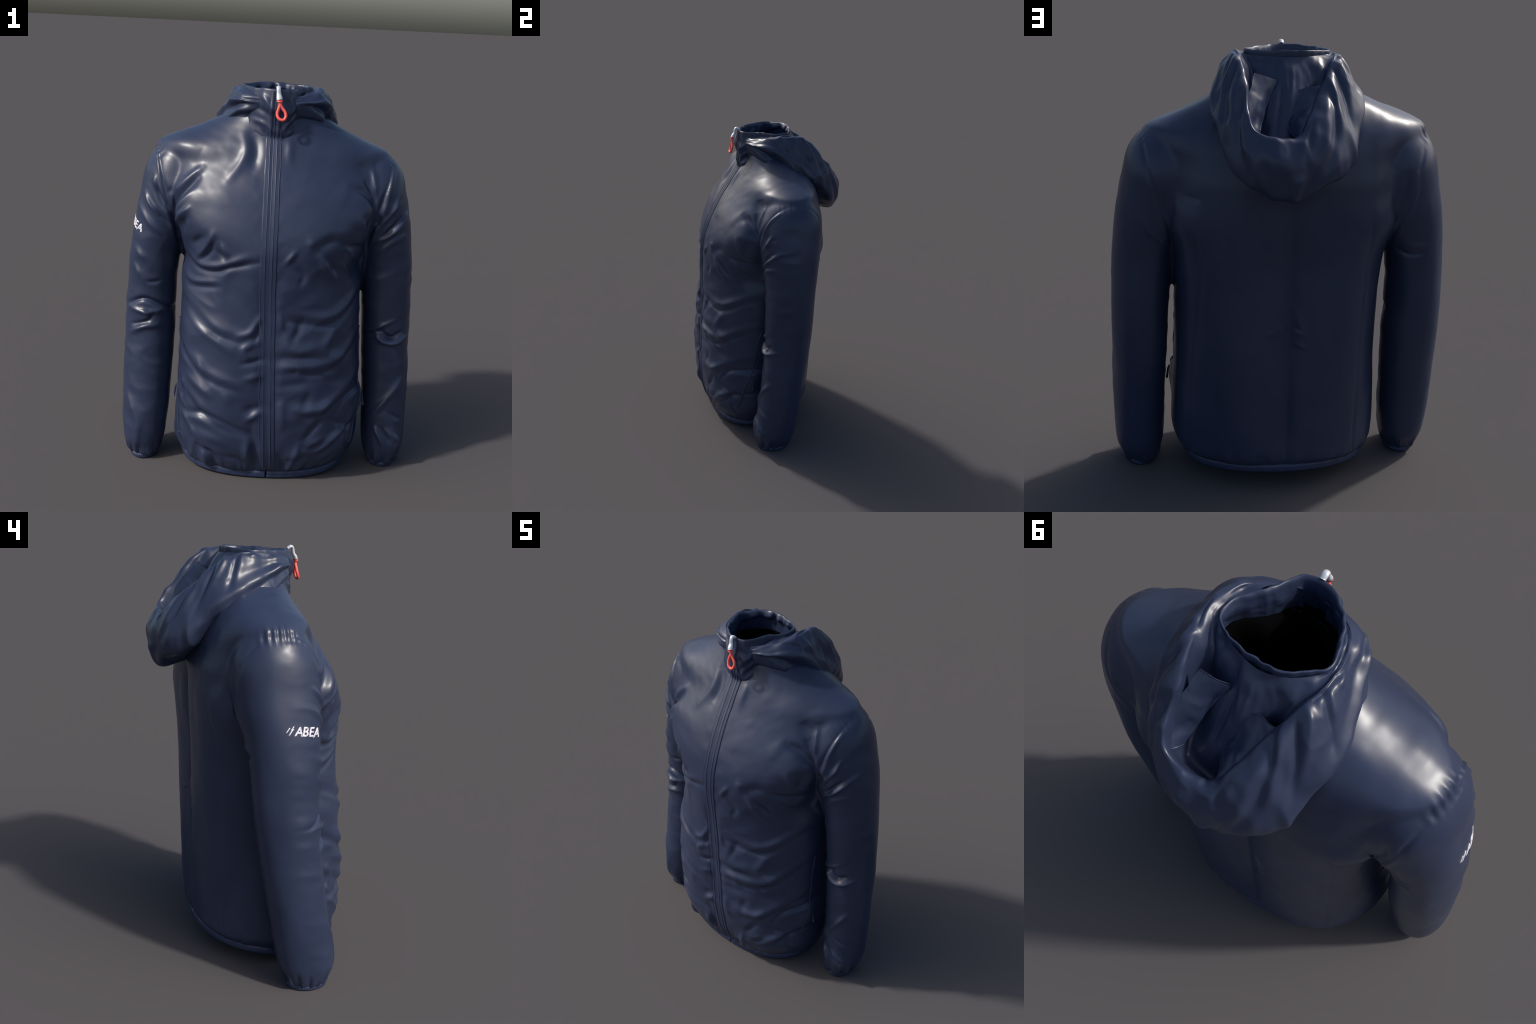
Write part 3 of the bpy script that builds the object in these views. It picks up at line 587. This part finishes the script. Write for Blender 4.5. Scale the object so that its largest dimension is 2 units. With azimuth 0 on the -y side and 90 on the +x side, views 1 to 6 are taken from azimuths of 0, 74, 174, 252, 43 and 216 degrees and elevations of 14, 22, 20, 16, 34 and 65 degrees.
# loose flaps of the hood opening, lying in the hollow
def flap(outer, inner, seed, name='hood_flap'):
    m, k = 40, 26
    O = catmull(outer, m); I = catmull(inner, m); V = []
    for i in range(m):
        for j in range(k):
            t = j/(k-1); p = O[i]*(1-t) + I[i]*t
            p = p + np.array([0, .004, .003])*math.sin(math.pi*t)
            V.append(p)
    V = np.array(V); V += .006*np.stack([fbm(V*16, seed), fbm(V*16+9, seed), fbm(V*16+5, seed)], 1)
    me = new_mesh(name, V, grid_faces(m, k)); n = normals_of(me)
    W = np.concatenate([V, V - n*.004]); F = grid_faces(m, k); F2 = [tuple(i+m*k for i in f)[::-1] for f in F]
    edge = [i*k for i in range(m)] + [(m-1)*k+j for j in range(1, k)] + [i*k+k-1 for i in range(m-2, -1, -1)] + [j for j in range(k-2, 0, -1)]
    F3 = [(a, b, b+m*k, a+m*k) for a, b in zip(edge, edge[1:]+edge[:1])]
    return add(name, new_mesh(name, W, F+F2+F3), jacket, M_SHELL)
flap([(-.150, .215, 1.872), (-.122, .262, 1.828), (-.088, .320, 1.775), (-.030, .398, 1.690)], [(-.010, .195, 1.842), (-.004, .23, 1.770), (.0, .28, 1.715), (-.015, .36, 1.680)], 71)
flap([(.138, .205, 1.915), (.160, .260, 1.855), (.166, .325, 1.772), (.160, .385, 1.695)], [(.048, .183, 1.888), (.074, .218, 1.820), (.104, .262, 1.755), (.124, .33, 1.675)], 73)

# ------------------------------------------------- front zip and placket
cb = collar.data
allV = [tuple(p) for p in verts_of(body)]; off0 = len(allV)
allF = [tuple(p.vertices) for p in body.polygons]
allV += [tuple(p) for p in verts_of(cb)]; allF += [tuple(i+off0 for i in p.vertices) for p in cb.polygons]
bvh_front = BVHTree.FromPolygons(allV, allF)
def front_y(x, z):
    h = bvh_front.ray_cast(Vector((x, -2, z)), Vector((0, 1, 0)))
    return h[0].y if h[0] is not None else -.2

def front_strip(name, z0, z1, prof, mat, nz=420, wob=0.):
    """Strip that follows the front: prof is a list of (offset from the zip, height above cloth)."""
    zs = np.linspace(z0, z1, nz); ys = np.zeros((nz, len(prof)))
    for i, z in enumerate(zs):
        for j, (u, h) in enumerate(prof): ys[i, j] = front_y(float(zip_x(z))+u, z)
    base = ys.copy()
    for _ in range(6):                                # relax along the length so the strip bridges puckers
        base[1:-1] = .25*base[:-2] + .5*base[1:-1] + .25*base[2:]
    mid = base.mean(1, keepdims=True); base = .5*base + .5*mid
    base = np.minimum(base, ys+.004)
    V = []
    for i, z in enumerate(zs):
        w = wob*math.sin(z*37+2*math.sin(z*11))
        for j, (u, h) in enumerate(prof):
            V.append((float(zip_x(z))+u+w, base[i, j]-h, z))
    return add(name, new_mesh(name, V, grid_faces(nz, len(prof))), jacket, mat)

def ridge(c, w, h, foot=-.004, n=9):
    return [(c + w*(2*k/(n-1)-1), foot + (h-foot)*math.cos(math.pi/2*(2*k/(n-1)-1))**.6) for k in range(n)]
front_strip('zip_placket', .03, 1.79, [(-.042, -.006), (-.040, .0015), (-.036, .0035), (-.030, .0030), (-.024, .0035), (-.016, .0045), (-.010, .003), (0, .0025), (.010, .003), (.016, .0045), (.024, .0035), (.030, .0030), (.036, .0035), (.040, .0015), (.042, -.006)], M_SHELL)
for c in (-.017, .017): front_strip('placket_piping', .03, 1.785, ridge(c, .0050, .0062), M_SHELL)
for c in (-.036, .036): front_strip('placket_edge', .03, 1.775, ridge(c, .0030, .0045), M_SHELL, wob=.0015)
front_strip('zip_coil', .03, 1.975, ridge(0, .0050, .0036), M_TAPE)
front_strip('collar_zip_tape', 1.755, 1.972, [(-.030, -.004), (-.027, .003), (-.014, .004), (-.012, .002), (0, .001), (.012, .002), (.014, .004), (.027, .003), (.030, -.004)], M_SHELL, 80)

# ------------------------------------------------------ hem band and cuffs
def band(name, ring, z_lo, z_hi, bulge, mat, gap=None, gather=.0018):
    """Elastic binding around an edge: ring is a closed outline (x, y, z of the edge)."""
    P = np.asarray(ring); n = len(P); c = P.mean(0)
    nx = np.roll(P, -1, 0) - np.roll(P, 1, 0); N = np.stack([nx[:, 1], -nx[:, 0]], 1); N /= np.linalg.norm(N, axis=1)[:, None]
    if ((P[:, :2]-c[:2])*N).sum() < 0: N = -N
    prof = [(-.004, z_hi), (.000+bulge*.6, z_hi-.002), (bulge, z_hi*.6+z_lo*.4), (bulge*.9, z_lo+.006), (bulge*.3, z_lo), (-.008, z_lo+.001), (-.016, z_lo+.006), (-.016, z_hi)]
    w = gather*np.sin(np.arange(n)*2*np.pi*41/n + 2*np.sin(np.arange(n)*2*np.pi*5/n))
    V = [(P[i, 0]+N[i, 0]*(o+w[i]*(k in (1, 2))), P[i, 1]+N[i, 1]*(o+w[i]*(k in (1, 2))), P[i, 2]+zz) for i in range(n) for k, (o, zz) in enumerate(prof)]
    m = len(prof); F = []
    for i in range(n):
        j = (i+1) % n
        if gap and gap(.5*(P[i]+P[j])): continue
        for k in range(m):
            F.append((i*m+k, j*m+k, j*m+(k+1) % m, i*m+(k+1) % m))
    me = new_mesh(name, V, F); bm = bmesh.new(); bm.from_mesh(me)
    bmesh.ops.delete(bm, geom=[q for q in bm.verts if not q.link_faces], context='VERTS')
    bmesh.ops.holes_fill(bm, edges=[e for e in bm.edges if e.is_boundary], sides=12)
    bmesh.ops.recalc_face_normals(bm, faces=bm.faces); bm.to_mesh(me); bm.free()
    return add(name, me, jacket, mat)
hem_ring = [torso_point(.033, 2*math.pi*j/360) for j in range(360)]
band('hem_band', hem_ring, -.030, .008, .003, M_BIND, gap=lambda p: abs(p[0]-.028) < .007 and p[1] < 0)
for side in (1, -1):
    cx = .654-(.018 if side < 0 else 0); cy = -.129+(.038 if side > 0 else 0)
    ring = [(side*(cx+.071*(1.0 if side < 0 else 1)*math.cos(2*math.pi*j/180)), cy+.095*math.sin(2*math.pi*j/180), .016) for j in range(180)]
    band('cuff', ring, -.016, .008, .003, M_BIND, gather=.0022)

# ------------------------------------------------------------ side pockets
for side in (1, -1):
    pts = [(.47, -.135, .78), (.475, -.17, .64), (.49, -.195, .50), (.485, -.235, .38), (.465, -.265, .27), (.44, -.285, .19)]
    path = []
    for p in catmull(pts, 60):
        loc, nr, _, _ = bvh.find_nearest(Vector((side*p[0], p[1], p[2])))
        path.append(np.array(loc) - np.array(nr)*.002*(1 if nr.x*side > 0 else -1)*-1)
    V, F = tube(path, .0045, 8, flat=(1, 1)); add('pocket_zip', new_mesh('pocket_zip', V, F), jacket, M_TAPE)
    loc, nr, _, _ = bvh.find_nearest(Vector((side*.50, -.20, .43))); o = np.array(loc); nn = np.array(nr)
    V, F = tube([o+nn*.002, o+nn*.010+np.array([0, 0, -.02]), o+nn*.014+np.array([0, 0, -.05]), o+nn*.018+np.array([0, 0, -.075])], [.004, .005, .005, .006], 8, flat=(.4, 1))
    add('pocket_zip_pull', new_mesh('pocket_zip_pull', V, F), jacket, M_TAPE)

# --------------------------------------------------------- sleeve lettering
def letter(ch, y, z, size, lean=0.):
    cu = bpy.data.curves.new('letter', 'FONT'); cu.body = ch; cu.size = size; cu.extrude = .0; cu.resolution_u = 3; cu.offset = size*.022; cu.shear = .1
    tmp = bpy.data.objects.new('tmp', cu); scene.collection.objects.link(tmp)
    me = bpy.data.meshes.new_from_object(tmp.evaluated_get(bpy.context.evaluated_depsgraph_get())); bpy.data.objects.remove(tmp)
    bm = bmesh.new(); bm.from_mesh(me)
    for _ in range(2): bmesh.ops.subdivide_edges(bm, edges=bm.edges, cuts=1, use_grid_fill=True)
    bmesh.ops.triangulate(bm, faces=bm.faces)
    out = bmesh.ops.extrude_face_region(bm, geom=bm.faces[:]); top = {q for q in out['geom'] if isinstance(q, bmesh.types.BMVert)}
    ca, sa = math.cos(lean), math.sin(lean)
    for q in bm.verts:
        yy = y - (q.co.x*ca - q.co.y*sa); zz = z + q.co.x*sa + q.co.y*ca
        h = bvh.ray_cast(Vector((-2, yy, zz)), Vector((1, 0, 0)))
        loc, nr = h[0], h[1]
        q.co = loc + nr*(.0022 if q in top else -.003)
    bmesh.ops.recalc_face_normals(bm, faces=bm.faces); bm.to_mesh(me); bm.free()
    return add('letter', me, jacket, M_PRINT)
for ch, yy, zz in (('A', .012, 1.247), ('B', -.022, 1.243), ('E', -.055, 1.237), ('A', -.083, 1.228)):
    letter(ch, yy-.014, zz, .056, -.16)
for yy, zz, sz in ((.036, 1.262, .034), (.026, 1.250, .046), (.016, 1.268, .032)): letter('/', yy, zz, sz, -.3)

# ------------------------------------------------------------- zip puller
def build_puller():
    x0 = -.008
    body_path = catmull([(x0, -.205, 1.985), (x0, -.222, 1.994), (x0+.001, -.232, 1.985), (x0+.003, -.236, 1.962), (x0+.006, -.246, 1.946), (x0+.008, -.250, 1.936)], 24)
    r = interp(np.linspace(0, 1, 24), [0, .15, .4, .6, .8, 1], [.010, .012, .010, .012, .015, .015])
    V, F = tube(body_path, r, 14, flat=(.7, 1)); add('zip_slider', new_mesh('zip_slider', V, F), jacket, M_SILVER)
    V, F = tube([(x0+.0085, -.251, 1.936), (x0+.009, -.252, 1.931), (x0+.009, -.253, 1.926)], [.0155, .0165, .0135], 14, flat=(.75, 1))
    add('cord_stopper', new_mesh('cord_stopper', V, F), jacket, M_CORAL)
    loop = catmull([(x0+.009, -.250, 1.930), (x0+.010, -.251, 1.912), (x0+.004, -.254, 1.892), (x0-.001, -.258, 1.868), (x0+.008, -.266, 1.848), (x0+.030, -.268, 1.842),
                    (x0+.041, -.262, 1.858), (x0+.038, -.256, 1.878), (x0+.024, -.252, 1.896), (x0+.015, -.251, 1.912), (x0+.013, -.250, 1.930)], 60)
    V, F = tube(loop, .0074, 12); add('pull_cord', new_mesh('pull_cord', V, F), jacket, M_CORAL)
build_puller()
